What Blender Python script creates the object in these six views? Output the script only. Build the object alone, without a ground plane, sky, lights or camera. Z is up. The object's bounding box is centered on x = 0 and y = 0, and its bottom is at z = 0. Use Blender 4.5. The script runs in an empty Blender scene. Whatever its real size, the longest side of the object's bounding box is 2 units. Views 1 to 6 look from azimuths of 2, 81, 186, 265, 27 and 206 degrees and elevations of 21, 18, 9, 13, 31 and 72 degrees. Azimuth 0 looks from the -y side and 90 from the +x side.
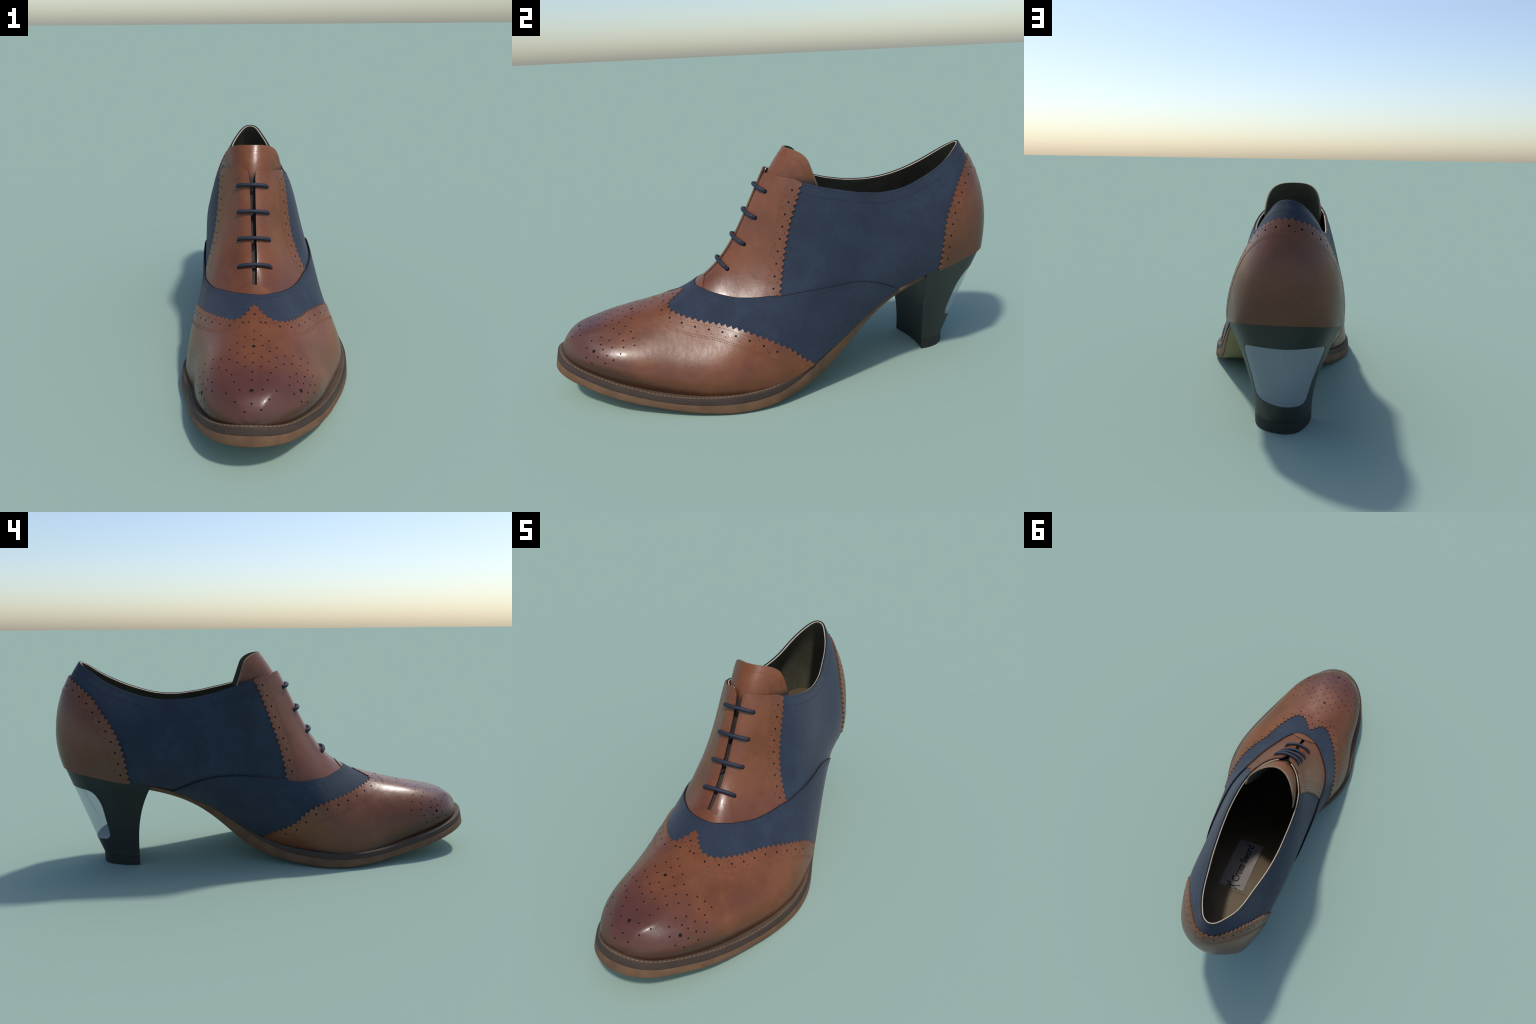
# A two-tone heeled brogue shoe, built from a lofted last surface on which leather panels are cut.
import bpy, math, random
import numpy as np
from mathutils import Vector
from mathutils.geometry import delaunay_2d_cdt

random.seed(7); RNG = np.random.default_rng(7)

# =====================================================================================
# 1. THE LAST: 15 stations per side from the heel centre (0) to the toe tip (14);
#    each station is a six-point B-spline profile from the feather edge (h=0) up to the
#    instep ridge / a virtual shaft rim (h=1).
# =====================================================================================
FY = [.968, .94, .84, .68, .48, .27, .07, -.10, -.27, -.43, -.58, -.72, -.84, -.93, -.965]
FZ = [.496, .475, .455, .431, .372, .254, .131, .081, .068, .068, .084, .114, .142, .174, .195]
TY = [.82, .80, .73, .60, .43, .26, .08, -.06, -.19, -.33, -.50, -.68, -.82, -.915, -.965]
TZ = [1.05, 1.05, 1.05, 1.05, 1.055, 1.06, 1.06, .865, .613, .455, .368, .331, .302, .268, .19]
G_RIM = [0, 1/9, 1/3, 2/3, 8/9, 1]
G_RIDGE = [0, .20, .55, .90, 1, 1]
MIX = [0, 0, 0, 0, 0, .15, .6, 1, 1, 1, 1, 1, 1, 1, 1]
HEEL_BULGE = [.004, .047, .082, .084, .018, 0]
HALF_WIDTH_OUTER = [  # lateral side, rows = stations, columns = feather .. ridge
    [0, 0, 0, 0, 0, 0], [.164, .138, .138, .074, .042, .020], [.229, .223, .215, .132, .042, -.010],
    [.268, .276, .248, .145, .048, -.014], [.286, .300, .256, .186, .081, 0], [.333, .336, .264, .224, .085, -.015],
    [.381, .359, .232, .176, .050, 0], [.406, .386, .125, .107, .033, 0], [.396, .418, .175, .065, .020, 0],
    [.348, .384, .244, .102, .042, 0], [.298, .331, .269, .135, .091, 0], [.247, .277, .257, .123, .078, 0],
    [.176, .208, .197, .109, .087, 0], [.102, .118, .095, .060, .049, 0], [0, 0, 0, 0, 0, 0]]
HALF_WIDTH_INNER = [
    [0, 0, 0, 0, 0, 0], [.145, .118, .105, .075, .036, .012], [.202, .195, .200, .127, .034, -.010],
    [.220, .230, .221, .118, .034, -.020], [.150, .250, .228, .143, .046, -.005], [.087, .238, .227, .177, .056, -.058],
    [.129, .258, .194, .139, .071, 0], [.215, .274, .191, .061, .049, 0], [.297, .297, .238, .064, .054, 0],
    [.303, .298, .253, .113, .040, 0], [.254, .257, .245, .142, .060, 0], [.219, .232, .219, .150, .088, 0],
    [.170, .189, .182, .122, .070, 0], [.101, .120, .096, .068, .051, 0], [0, 0, 0, 0, 0, 0]]


def centre_x(y):
    return np.interp(y, [-1, -.9, -.43, -.15, 0, .45, .9], [-.035, -.037, -.045, -.065, -.09, -.115, -.128])


class Spline:
    """C2 cubic interpolation through uniformly spaced knots."""
    def __init__(self, v, s0=None, s1=None):
        v = np.asarray(v, float); n = len(v)
        A = np.zeros((n, n)); b = np.zeros_like(v)
        for i in range(1, n - 1):
            A[i, i-1:i+2] = [1, 4, 1]; b[i] = 3 * (v[i+1] - v[i-1])
        if s0 is None: A[0, :2] = [2, 1]; b[0] = 3 * (v[1] - v[0])
        else: A[0, 0] = 1; b[0] = s0
        if s1 is None: A[-1, -2:] = [1, 2]; b[-1] = 3 * (v[-1] - v[-2])
        else: A[-1, -1] = 1; b[-1] = s1
        self.v = v; self.m = np.linalg.solve(A, b.reshape(n, -1)).reshape(v.shape)

    def __call__(self, t):
        v, m = self.v, self.m
        t = np.clip(np.asarray(t, float), 0, len(v) - 1); i = np.minimum(t.astype(int), len(v) - 2); f = t - i
        f = f.reshape(f.shape + (1,) * (v.ndim - 1))
        return (2*f**3-3*f**2+1)*v[i] + (f**3-2*f*f+f)*m[i] + (3*f*f-2*f**3)*v[i+1] + (f**3-f*f)*m[i+1]


def bspline_basis(h):
    K = [0, 0, 0, 0, 1/3, 2/3, 1, 1, 1, 1]
    h = np.clip(np.asarray(h, float), 0, 1 - 1e-9)
    N = [((h >= K[i]) & (h < K[i+1])).astype(float) for i in range(9)]
    for d in range(1, 4):
        N = [((h - K[i]) / (K[i+d] - K[i]) * N[i] if K[i+d] > K[i] else 0) +
             ((K[i+d+1] - h) / (K[i+d+1] - K[i+1]) * N[i+1] if K[i+d+1] > K[i+1] else 0) for i in range(9 - d)]
    return np.stack(N, -1)


def build_last():
    fy, fz, ty, tz = map(np.array, (FY, FZ, TY, TZ))
    g = np.array([[(1 - m) * a + m * b for a, b in zip(G_RIM, G_RIDGE)] for m in MIX])
    y = fy[:, None] + g * (ty - fy)[:, None]; z = fz[:, None] + g * (tz - fz)[:, None]
    wrap = [1, .87, .5, 0]
    for k in range(6):   # the heel wraps round as part of an ellipse
        yb, y3 = y[0, k] + HEEL_BULGE[k], y[3, k]; z0, z3 = z[0, k], z[3, k]
        for i in (0, 1, 2):
            y[i, k] = y3 + (yb - y3) * wrap[i]
            if i: z[i, k] = z3 + (z0 - z3) * wrap[i]
    sides = {}
    for sd, w in ((1, HALF_WIDTH_OUTER), (-1, HALF_WIDTH_INNER)):
        X = np.stack([centre_x(y) + sd * np.array(w, float), y, z], -1)
        s0 = np.zeros((6, 3)); s0[:, 0] = (X[1, :, 0] - X[0, :, 0]) * 1.03
        s1 = np.zeros((6, 3)); s1[:, 0] = (X[-1, :, 0] - X[-2, :, 0]) * 1.03; s1[:, 2] = (X[-1, :, 2] - X[-2, :, 2]) * 1.03 * np.array(G_RIDGE)
        sides[sd] = Spline(X, s0, s1)
    return sides


LAST = build_last()


def last_point(sd, t, h):
    t = np.asarray(t, float); h = np.asarray(h, float); sd = np.broadcast_to(sd, t.shape)
    B = bspline_basis(h)[..., None]
    R = (LAST[1](t) * B).sum(-2); L = (LAST[-1](t) * B).sum(-2)
    return np.where((sd > 0)[..., None], R, L)


# Two charts of the same surface: WRAP (signed station, height) goes round the heel without a break,
# OVER (station, signed 1-h) goes over the instep without a break.
def wrap_point(uv):
    uv = np.asarray(uv, float); return last_point(np.where(uv[..., 0] >= 0, 1, -1), np.abs(uv[..., 0]), uv[..., 1])


def over_point(uv):
    uv = np.asarray(uv, float); return last_point(np.where(uv[..., 1] >= 0, 1, -1), uv[..., 0], 1 - np.abs(uv[..., 1]))


class Chart:
    def __init__(self, point, scale, lo, hi, flip):
        self.point, self.scale, self.lo, self.hi, self.flip = point, np.array(scale), np.array(lo), np.array(hi), flip

    def frame(self, uv):
        uv = np.asarray(uv, float); e = np.array([.02, .008])
        out = []
        for k in (0, 1):
            d = np.zeros(2); d[k] = e[k]
            a, b = np.clip(uv - d, self.lo, self.hi), np.clip(uv + d, self.lo, self.hi)
            out.append((self.point(b) - self.point(a)) / np.maximum((b - a)[..., k:k+1], 1e-6))
        n = np.cross(out[0], out[1]) * self.flip
        return out[0], out[1], n / (np.linalg.norm(n, axis=-1, keepdims=True) + 1e-12)

    def normal(self, uv):
        q = np.asarray(uv, float).copy(); q[..., 0] = np.clip(q[..., 0], -13.9, 13.9)
        return self.frame(q)[2]

    def shift(self, uv, d3):
        """move chart points so that they travel by d3 over the surface"""
        uv = np.asarray(uv, float); a, b, _ = self.frame(uv)
        aa, bb, ab = (a*a).sum(-1), (b*b).sum(-1), (a*b).sum(-1); ad, bd = (a*d3).sum(-1), (b*d3).sum(-1)
        det = np.maximum(aa*bb - ab*ab, 1e-9)
        return np.clip(uv + np.stack([(bb*ad - ab*bd)/det, (aa*bd - ab*ad)/det], -1), self.lo, self.hi)


WRAP = Chart(wrap_point, (.13, .5), (-13.99, 0), (13.99, 1), -1)
OVER = Chart(over_point, (.13, .4), (0, -1), (14, 1), 1)
# orient both charts outward
for ch, uv in ((WRAP, (5., .4)), (OVER, (5., .6))):
    if ch.normal(np.array(uv))[0] < 0: ch.flip *= -1


def smooth_line(pts, n=60, cusp=()):
    """Catmull-Rom through chart points; breaks its tangent at indices in cusp"""
    pts = np.array(pts, float); out = []
    cuts = [0, *cusp, len(pts) - 1]
    for a, b in zip(cuts[:-1], cuts[1:]):
        p = pts[a:b+1]; q = np.vstack([2*p[0]-p[1], p, 2*p[-1]-p[-2]])
        for i in range(len(p) - 1):
            f = np.linspace(0, 1, max(3, n // len(pts)), endpoint=False)[:, None]
            p0, p1, p2, p3 = q[i:i+4]
            out.append(.5*((2*p1)+(-p0+p2)*f+(2*p0-5*p1+4*p2-p3)*f*f+(-p0+3*p1-3*p2+p3)*f**3))
    return np.vstack(out + [pts[-1:]])


def by_length(ch, line, step=None, count=None, phase=0.):
    P = ch.point(line); s = np.r_[0, np.cumsum(np.linalg.norm(np.diff(P, axis=0), axis=1))]
    if count is None: count = max(2, int(round(s[-1] / step)))
    t = (np.arange(count + 1) + phase) / count * s[-1]
    if phase: t = t[:-1]
    return np.stack([np.interp(t, s, line[:, k]) for k in (0, 1)], 1), s[-1]


def offset_line(ch, line, d, pieces=None):
    """line moved sideways over the surface by d metres (positive = left of travel seen from outside)"""
    line = np.array(line, float)
    n = pieces or max(1, int(abs(d) / .012 + .99)); T = None
    for _ in range(n):
        P = ch.point(line)
        if T is None:
            T = np.gradient(P, axis=0); T /= np.linalg.norm(T, axis=1)[:, None] + 1e-12
        N = ch.normal(line); S = np.cross(N, T); S /= np.linalg.norm(S, axis=1)[:, None] + 1e-12
        line = ch.shift(line, S * (d / n))
    return line


def pinked(ch, line, pitch=.0265, depth=.0135, tip_ends=False):
    """zigzag edge: teeth point to the left of travel"""
    pts, L = by_length(ch, line, step=pitch / 2)
    if len(pts) % 2 == 0: pts, L = by_length(ch, line, count=len(pts))
    d = np.where(np.arange(len(pts)) % 2 == 0, -depth / 2, depth / 2) * (-1 if tip_ends else 1)
    if tip_ends: d[[1, -2]] = 0
    P = ch.point(pts); T = np.gradient(P, axis=0); T /= np.linalg.norm(T, axis=1)[:, None]
    S = np.cross(ch.normal(pts), T)
    z = ch.shift(pts, S * d[:, None])
    z[0], z[-1] = pts[0], pts[-1]
    out = [z[0]]
    for a, b in zip(z[:-1], z[1:]): out += [(a + b) / 2, b]
    return np.array(out)


# =====================================================================================
# 2. MESH HELPERS
# =====================================================================================
def inside(poly, P):
    x, y = P[:, 0], P[:, 1]; c = np.zeros(len(P), bool); a = poly; b = np.roll(poly, -1, 0)
    for (x0, y0), (x1, y1) in zip(a, b):
        if y0 == y1: continue
        c ^= ((y0 > y) != (y1 > y)) & (x < (x1 - x0) * (y - y0) / (y1 - y0) + x0)
    return c


def dist_to_poly(poly, P, closed=True):
    d = np.full(len(P), 9.); B = np.roll(poly, -1, 0) if closed else poly[1:]
    for a, b in zip(poly, B):
        ab = b - a; t = np.clip(((P - a) @ ab) / max(ab @ ab, 1e-12), 0, 1)
        d = np.minimum(d, np.linalg.norm(P - (a + t[:, None] * ab), axis=1))
    return d


def make_object(name, verts, faces, mats, face_mat=None, parent=None, normals=None, smooth=True):
    me = bpy.data.meshes.new(name)
    me.from_pydata([tuple(map(float, v)) for v in verts], [], faces)
    for m in mats: me.materials.append(m)
    if face_mat is not None: me.polygons.foreach_set("material_index", np.asarray(face_mat, np.int32))
    me.polygons.foreach_set("use_smooth", np.full(len(me.polygons), smooth))
    if normals is not None: me.normals_split_custom_set([tuple(map(float, n)) for n in normals])
    me.update()
    ob = bpy.data.objects.new(name, me); bpy.context.collection.objects.link(ob)
    if parent: ob.parent = parent
    return ob


def panel(name, ch, loop, mats, off, thick, parent, holes=(), grid=(.1, .03), hole_depth=.0030):
    """A sheet of leather cut along `loop` (chart points), laid on the last at height off(uv),
    with real perforations.  mats = (face, edge, hole, back)"""
    offf = off if callable(off) else (lambda uv: np.full(len(uv), off))
    sc = ch.scale; loop = np.asarray(loop, float) * sc
    keep = np.linalg.norm(loop - np.roll(loop, 1, 0), axis=1) > 1e-4; loop = loop[keep]
    lo, hi = loop.min(0), loop.max(0); gs = np.array(grid) * sc
    gx, gy = np.meshgrid(np.arange(lo[0], hi[0], gs[0]), np.arange(lo[1], hi[1], gs[1]), indexing='ij')
    gy = gy + (np.arange(gx.shape[0]) % 2)[:, None] * gs[1] / 2
    P = np.stack([gx.ravel(), gy.ravel()], 1); P = P[inside(loop, P)]; P = P[dist_to_poly(loop, P) > min(gs) * .45]
    hl = []; taken = []
    for c, r, n in holes:
        a, b, _ = ch.frame(np.array(c)); e1 = a / np.linalg.norm(a); e2 = b - (b @ e1) * e1; e2 /= np.linalg.norm(e2)
        ang = np.arange(n) / n * 2 * math.pi
        d3 = r * (np.cos(ang)[:, None] * e1 + np.sin(ang)[:, None] * e2)
        h = ch.shift(np.repeat(np.array([c]), n, 0), d3) * sc
        if not inside(loop, h).all() or dist_to_poly(loop, h).min() < .0025: continue
        p3 = ch.point(np.array(c))
        if any(np.linalg.norm(p3 - q) < r + k + .003 for q, k in taken): continue
        taken.append((p3, r))
        hl.append(h); cc = np.array(c) * sc; rr = np.linalg.norm(h - cc, axis=1).max()
        P = P[np.linalg.norm(P - cc, axis=1) > rr * 1.35]
        ring = cc + (h - cc) * 1.9
        P = np.vstack([P, ring[inside(loop, ring)]])
    V = [loop] + hl + [P]; E = []; o = 0
    for l in [loop] + hl:
        m = len(l); E += [(o + i, o + (i + 1) % m) for i in range(m)]; o += m
    V = np.vstack(V)
    cv, ce, cf, *_ = delaunay_2d_cdt([Vector(v) for v in V], E, [], 0, 1e-6)
    cv = np.array([tuple(v) for v in cv]); cf = np.array([list(f) for f in cf])
    cen = cv[cf].mean(1); ins = inside(loop, cen); hol = np.zeros(len(cen), bool)
    for h in hl:
        box = (np.abs(cen - h.mean(0)) < np.ptp(h, axis=0)).all(1)
        idx = np.where(box)[0]
        if len(idx): hol[idx] |= inside(h, cen[idx])
    uv = np.clip(cv / sc, ch.lo, ch.hi); S = ch.point(uv); N = ch.normal(uv); of = offf(uv)[:, None]
    top = S + N * of; bot = S + N * (of - thick * np.clip((14 - np.abs(uv[:, :1])) / .7, .08, 1)); flo = S + N * (of - hole_depth)
    nv = len(cv); verts = np.vstack([top, bot, flo])
    # orientation
    f0 = cf[ins & ~hol]
    nn = np.cross(top[f0[:, 1]] - top[f0[:, 0]], top[f0[:, 2]] - top[f0[:, 0]])
    flip = ((nn * N[f0[:, 0]]).sum(1).sum() < 0)
    cfo = cf[:, ::-1] if flip else cf
    ft = cfo[ins & ~hol]; fb = cfo[ins][:, ::-1] + nv; fh = cfo[ins & hol] + 2 * nv
    faces = [tuple(f) for f in ft]; mat = [0] * len(ft)
    norms = [N[i] for f in ft for i in f]
    def rim(fs):
        cnt = {}
        for f in fs:
            for a, b in ((f[0], f[1]), (f[1], f[2]), (f[2], f[0])): cnt[(a, b)] = 1
        return [e for e in cnt if (e[1], e[0]) not in cnt]
    def wall(edges, low, m):
        for a, b in edges:
            q = (b, a, a + low, b + low)
            w = np.cross(top[a] - top[b], N[a]); w /= np.linalg.norm(w) + 1e-12
            w = np.cross(verts[a] - verts[b], verts[a + low] - verts[b]); l = np.linalg.norm(w)
            w = w / l if l > 1e-14 else N[a]
            k = .2 if low == nv else 0
            wt = w + k * N[a]; wt /= np.linalg.norm(wt)
            faces.append(q); mat.append(m); norms.extend([wt, wt, w, w])
    outer = rim([tuple(f) for f in cfo[ins]])
    wall(outer, nv, 1)
    if len(fh):
        allr = rim([tuple(f) for f in ft]); so = set(outer)
        wall([e for e in allr if e not in so], 2 * nv, 2)
        faces += [tuple(f) for f in fh]; mat += [2] * len(fh); norms += [N[i - 2 * nv] for f in fh for i in f]
    faces += [tuple(f) for f in fb]; mat += [3] * len(fb); norms += [-N[i - nv] for f in fb for i in f]
    used = np.zeros(len(verts), bool)
    for f in faces: used[list(f)] = True
    remap = np.cumsum(used) - 1
    faces = [tuple(int(remap[i]) for i in f) for f in faces]
    return make_object(name, verts[used], faces, mats, mat, parent, norms)


def sweep(name, path, radius, mat, parent, seg=10, cap=True, up=None):
    path = np.asarray(path, float); n = len(path); T = np.gradient(path, axis=0); T /= np.linalg.norm(T, axis=1)[:, None]
    r = np.broadcast_to(radius, (n,)); ref = np.array(up if up is not None else (0, 0, 1.)); V = []; F = []
    for i in range(n):
        a = np.cross(T[i], ref); a /= np.linalg.norm(a); b = np.cross(a, T[i])
        for k in range(seg):
            q = 2 * math.pi * k / seg; V.append(path[i] + r[i] * (math.cos(q) * a + math.sin(q) * b))
    for i in range(n - 1):
        for k in range(seg):
            F.append((i*seg+k, i*seg+(k+1) % seg, (i+1)*seg+(k+1) % seg, (i+1)*seg+k))
    F += [tuple(range(seg))[::-1], tuple((n-1)*seg + k for k in range(seg))]
    return make_object(name, V, F, [mat], None, parent)


def stitches(name, runs, mat, parent, length=.0075, width=.0026, height=.0016, gap=.0125, slant=0.):
    """runs = [(points 3D, normals 3D)]: little thread loops, joined into one part"""
    V, F = [], []; nl, nr = 5, 6
    for P, N in runs:
        s = np.r_[0, np.cumsum(np.linalg.norm(np.diff(P, axis=0), axis=1))]
        if s[-1] < gap: continue
        k = int(s[-1] / gap); ts = (np.arange(k) + .5) / k * s[-1]
        C = np.stack([np.interp(ts, s, P[:, i]) for i in range(3)], 1); M = np.stack([np.interp(ts, s, N[:, i]) for i in range(3)], 1)
        D = np.stack([np.interp(ts + .002, s, P[:, i]) - np.interp(ts - .002, s, P[:, i]) for i in range(3)], 1)
        for c, m, d in zip(C, M, D):
            if np.linalg.norm(d) < 1e-9: continue
            m = m / np.linalg.norm(m); d = d / np.linalg.norm(d); b = np.cross(m, d); d = d + slant * b; d /= np.linalg.norm(d); b = np.cross(m, d)
            o = len(V)
            for i in range(nl):
                x = (i / (nl - 1) * 2 - 1); rr = math.sqrt(max(0.06, 1 - abs(x) ** 2.5))
                for j in range(nr):
                    a = 2 * math.pi * j / nr
                    V.append(c + d * x * length / 2 + b * math.cos(a) * width / 2 * rr + m * math.sin(a) * height * rr)
            for i in range(nl - 1):
                for j in range(nr): F.append((o+i*nr+j, o+i*nr+(j+1) % nr, o+(i+1)*nr+(j+1) % nr, o+(i+1)*nr+j))
    ob = make_object(name, V, F, [mat], None, parent); ob["kind"] = "stuff"
    return ob


# =====================================================================================
# 3. MATERIALS
# =====================================================================================
def srgb(*c):
    return tuple((v/255/12.92 if v/255 <= .04045 else ((v/255+.055)/1.055)**2.4) for v in c) + (1.,)


class Mat:
    def __init__(self, name):
        self.m = bpy.data.materials.new(name); self.m.use_nodes = True; self.t = self.m.node_tree; self.n = self.t.nodes
        self.n.clear(); self.out = self.add('ShaderNodeOutputMaterial'); self.b = self.add('ShaderNodeBsdfPrincipled')
        self.link(self.b.outputs[0], self.out.inputs[0]); self.co = self.add('ShaderNodeTexCoord').outputs['Object']

    def add(self, t, **kw):
        n = self.n.new(t)
        for k, v in kw.items(): setattr(n, k, v)
        return n

    def link(self, a, b): self.t.links.new(a, b)

    def set(self, **kw):
        for k, v in kw.items(): self.b.inputs[k.replace('_', ' ')].default_value = v
        return self

    def noise(self, scale, detail=4, rough=.55, stretch=None):
        n = self.add('ShaderNodeTexNoise'); n.inputs['Scale'].default_value = scale; n.inputs['Detail'].default_value = detail
        n.inputs['Roughness'].default_value = rough
        src = self.co
        if stretch:
            mp = self.add('ShaderNodeMapping'); mp.inputs['Scale'].default_value = stretch; self.link(src, mp.inputs[0]); src = mp.outputs[0]
        self.link(src, n.inputs['Vector']); return n.outputs['Fac']

    def math(self, op, a, b=None, c=None, clamp=False):
        n = self.add('ShaderNodeMath', operation=op, use_clamp=clamp)
        for i, v in enumerate((a, b, c)):
            if v is None: continue
            if hasattr(v, 'links'): self.link(v, n.inputs[i])
            else: n.inputs[i].default_value = v
        return n.outputs[0]

    def ramp(self, f, a, b, lo=0., hi=1.):
        n = self.add('ShaderNodeMapRange', interpolation_type='SMOOTHSTEP')
        self.link(f, n.inputs[0]); n.inputs[1].default_value = a; n.inputs[2].default_value = b
        n.inputs[3].default_value = lo; n.inputs[4].default_value = hi; return n.outputs[0]

    def mix(self, f, a, b, mode='MIX'):
        n = self.add('ShaderNodeMix', data_type='RGBA', blend_type=mode)
        for s, v in ((n.inputs[0], f), (n.inputs[6], a), (n.inputs[7], b)):
            if hasattr(v, 'links'): self.link(v, s)
            else: s.default_value = v
        return n.outputs[2]

    def xyz(self):
        s = self.add('ShaderNodeSeparateXYZ'); self.link(self.co, s.inputs[0]); return s.outputs

    def dist(self, p):
        n = self.add('ShaderNodeVectorMath', operation='DISTANCE'); self.link(self.co, n.inputs[0]); n.inputs[1].default_value = p
        return n.outputs['Value']

    def color(self, c):
        if hasattr(c, 'links'): self.link(c, self.b.inputs['Base Color'])
        else: self.b.inputs['Base Color'].default_value = c
        return self

    def bump(self, h, strength=.2, distance=.004, edge=0.):
        n = self.add('ShaderNodeBump'); n.inputs['Strength'].default_value = strength; n.inputs['Distance'].default_value = distance
        self.link(h, n.inputs['Height'])
        if edge:
            e = self.add('ShaderNodeBevel', samples=4); e.inputs['Radius'].default_value = edge; self.link(e.outputs[0], n.inputs['Normal'])
        self.link(n.outputs[0], self.b.inputs['Normal']); return self


LEATHER = dict(base=srgb(121, 69, 38), deep=srgb(103, 57, 32), light=srgb(136, 84, 47), plum=srgb(77, 43, 39), foot=srgb(88, 53, 34))


def leather(name, region):
    m = Mat(name); c = m.mix(m.ramp(m.noise(6, 5, .6), .3, .7), LEATHER['deep'], LEATHER['base'])
    c = m.mix(m.ramp(m.noise(16, 6, .65), .52, .78, 0, .45), c, LEATHER['light'])
    x, y, z = m.xyz()
    if region == 'toe':
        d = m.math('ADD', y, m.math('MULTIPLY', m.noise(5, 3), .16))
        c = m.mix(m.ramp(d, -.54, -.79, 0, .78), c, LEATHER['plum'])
        # contact shadow above the welt, painted as a darkening of the leather
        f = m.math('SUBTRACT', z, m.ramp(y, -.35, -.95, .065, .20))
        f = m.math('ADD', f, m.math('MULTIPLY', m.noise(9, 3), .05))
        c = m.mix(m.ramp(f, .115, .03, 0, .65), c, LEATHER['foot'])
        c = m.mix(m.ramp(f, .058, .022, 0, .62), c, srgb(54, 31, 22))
    elif region == 'counter':
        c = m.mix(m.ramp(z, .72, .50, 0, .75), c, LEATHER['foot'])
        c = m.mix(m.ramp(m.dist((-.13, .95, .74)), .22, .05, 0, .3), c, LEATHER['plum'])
    elif region == 'facing':
        c = m.mix(m.ramp(z, .52, .40, 0, .35), c, LEATHER['plum'])
    elif region == 'tongue':      # lower part, below the panel tops, coloured darker and duller
        c = m.mix(m.ramp(z, .885, .845), c, srgb(50, 39, 33))
    m.color(c).set(Roughness=.36, Coat_Weight=0. if region == 'tongue' else .1, Coat_Roughness=.14, Specular_IOR_Level=.42)
    r = m.ramp(m.noise(24, 5, .7), .3, .7, .27, .38); r = m.math('ADD', r, m.ramp(z, .885, .845, 0, .4)) if region == 'tongue' else r; m.link(r, m.b.inputs['Roughness'])
    g = m.math('ADD', m.noise(26, 4, .6), m.math('MULTIPLY', m.noise(420, 2, .5), .06))
    m.bump(g, .13, .006)
    return m.m


def suede(name):
    m = Mat(name); c = m.mix(m.ramp(m.noise(6, 6, .7), .3, .72), srgb(36, 45, 59), srgb(45, 56, 72))
    c = m.mix(m.ramp(m.noise(60, 4, .7), .35, .75, 0, .5), c, srgb(34, 43, 60))
    m.color(c).set(Roughness=.82, Sheen_Weight=.12, Sheen_Roughness=.5, Specular_IOR_Level=.25)
    m.bump(m.noise(260, 3, .6), .18, .003, .002); return m.m


def plain(name, col, rough=.6, var=.12, scale=20, spec=.4, bump=.1, bscale=90, edge=0.):
    m = Mat(name); d = tuple(v * (1 - var * 2) for v in col[:3]) + (1.,)
    m.color(m.mix(m.ramp(m.noise(scale, 5, .6), .3, .7), d, col)).set(Roughness=rough, Specular_IOR_Level=spec)
    m.bump(m.noise(bscale, 4, .6), bump, .003, edge); return m.m


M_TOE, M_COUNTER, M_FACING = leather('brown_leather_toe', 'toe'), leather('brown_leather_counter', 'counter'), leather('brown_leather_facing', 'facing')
M_TONGUE = leather('brown_leather_tongue', 'tongue')
M_EDGE = plain('cut_leather_edge', srgb(128, 78, 48), .6, .2, 60)
M_DEDGE = plain('dark_leather_edge', srgb(58, 32, 22), .6, .2, 60)
M_SUEDE = suede('navy_suede')
M_SEDGE = plain('navy_cut_edge', srgb(13, 16, 26), .8, .2, 60)  # base colour pushed near black to draw the seam's ambient shadow
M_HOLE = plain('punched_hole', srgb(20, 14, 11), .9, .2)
M_BACK = plain('raw_backing', srgb(70, 62, 52), .85, .2)
M_LINING = plain('grey_lining', srgb(84, 81, 66), .75, .12, 12, .3, .1, 140)
M_CREAM = plain('cream_piping', srgb(180, 166, 140), .65, .1, 30)
M_TEDGE = plain('tongue_cut_edge', srgb(138, 112, 84), .7, .15, 60)
M_INSOLE = plain('tan_insole', srgb(94, 78, 54), .6, .1, 9)
M_WELT = plain('dark_welt', srgb(66, 51, 43), .62, .12, 10, .35, .12, 60, .003)
M_LEDGE = plain('welt_ledge', srgb(90, 72, 56), .65, .12, 14)
M_SOLE = plain('tan_sole_edge', srgb(110, 79, 55), .66, .16, 14, .35, .16, 45, .003)
M_UNDER = plain('pale_outsole', srgb(158, 146, 104), .75, .1, 8)
M_HEEL = plain('black_heel', srgb(40, 44, 42), .45, .08, 10, .4, .05, 120, .003)
M_TIP = plain('black_heel_tip', srgb(36, 38, 37), .6, .1, 10, .35, .1, 120, .003)
M_LACE = plain('navy_lace', srgb(35, 42, 58), .6, .15, 60, .4, .3, 240)
M_THREAD_B = plain('brown_thread', srgb(122, 72, 40), .6, .15, 60)
M_THREAD_N = plain('navy_thread', srgb(30, 38, 54), .8, .15, 60)
M_THREAD_W = plain('natural_thread', srgb(116, 100, 78), .7, .12, 60)
M_THREAD_D = plain('dark_thread', srgb(52, 48, 38), .8, .12, 60)
M_LABEL = plain('label_cloth', srgb(124, 117, 112), .7, .05, 20)
M_INK = plain('label_ink', srgb(28, 28, 32), .7, .05)


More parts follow.
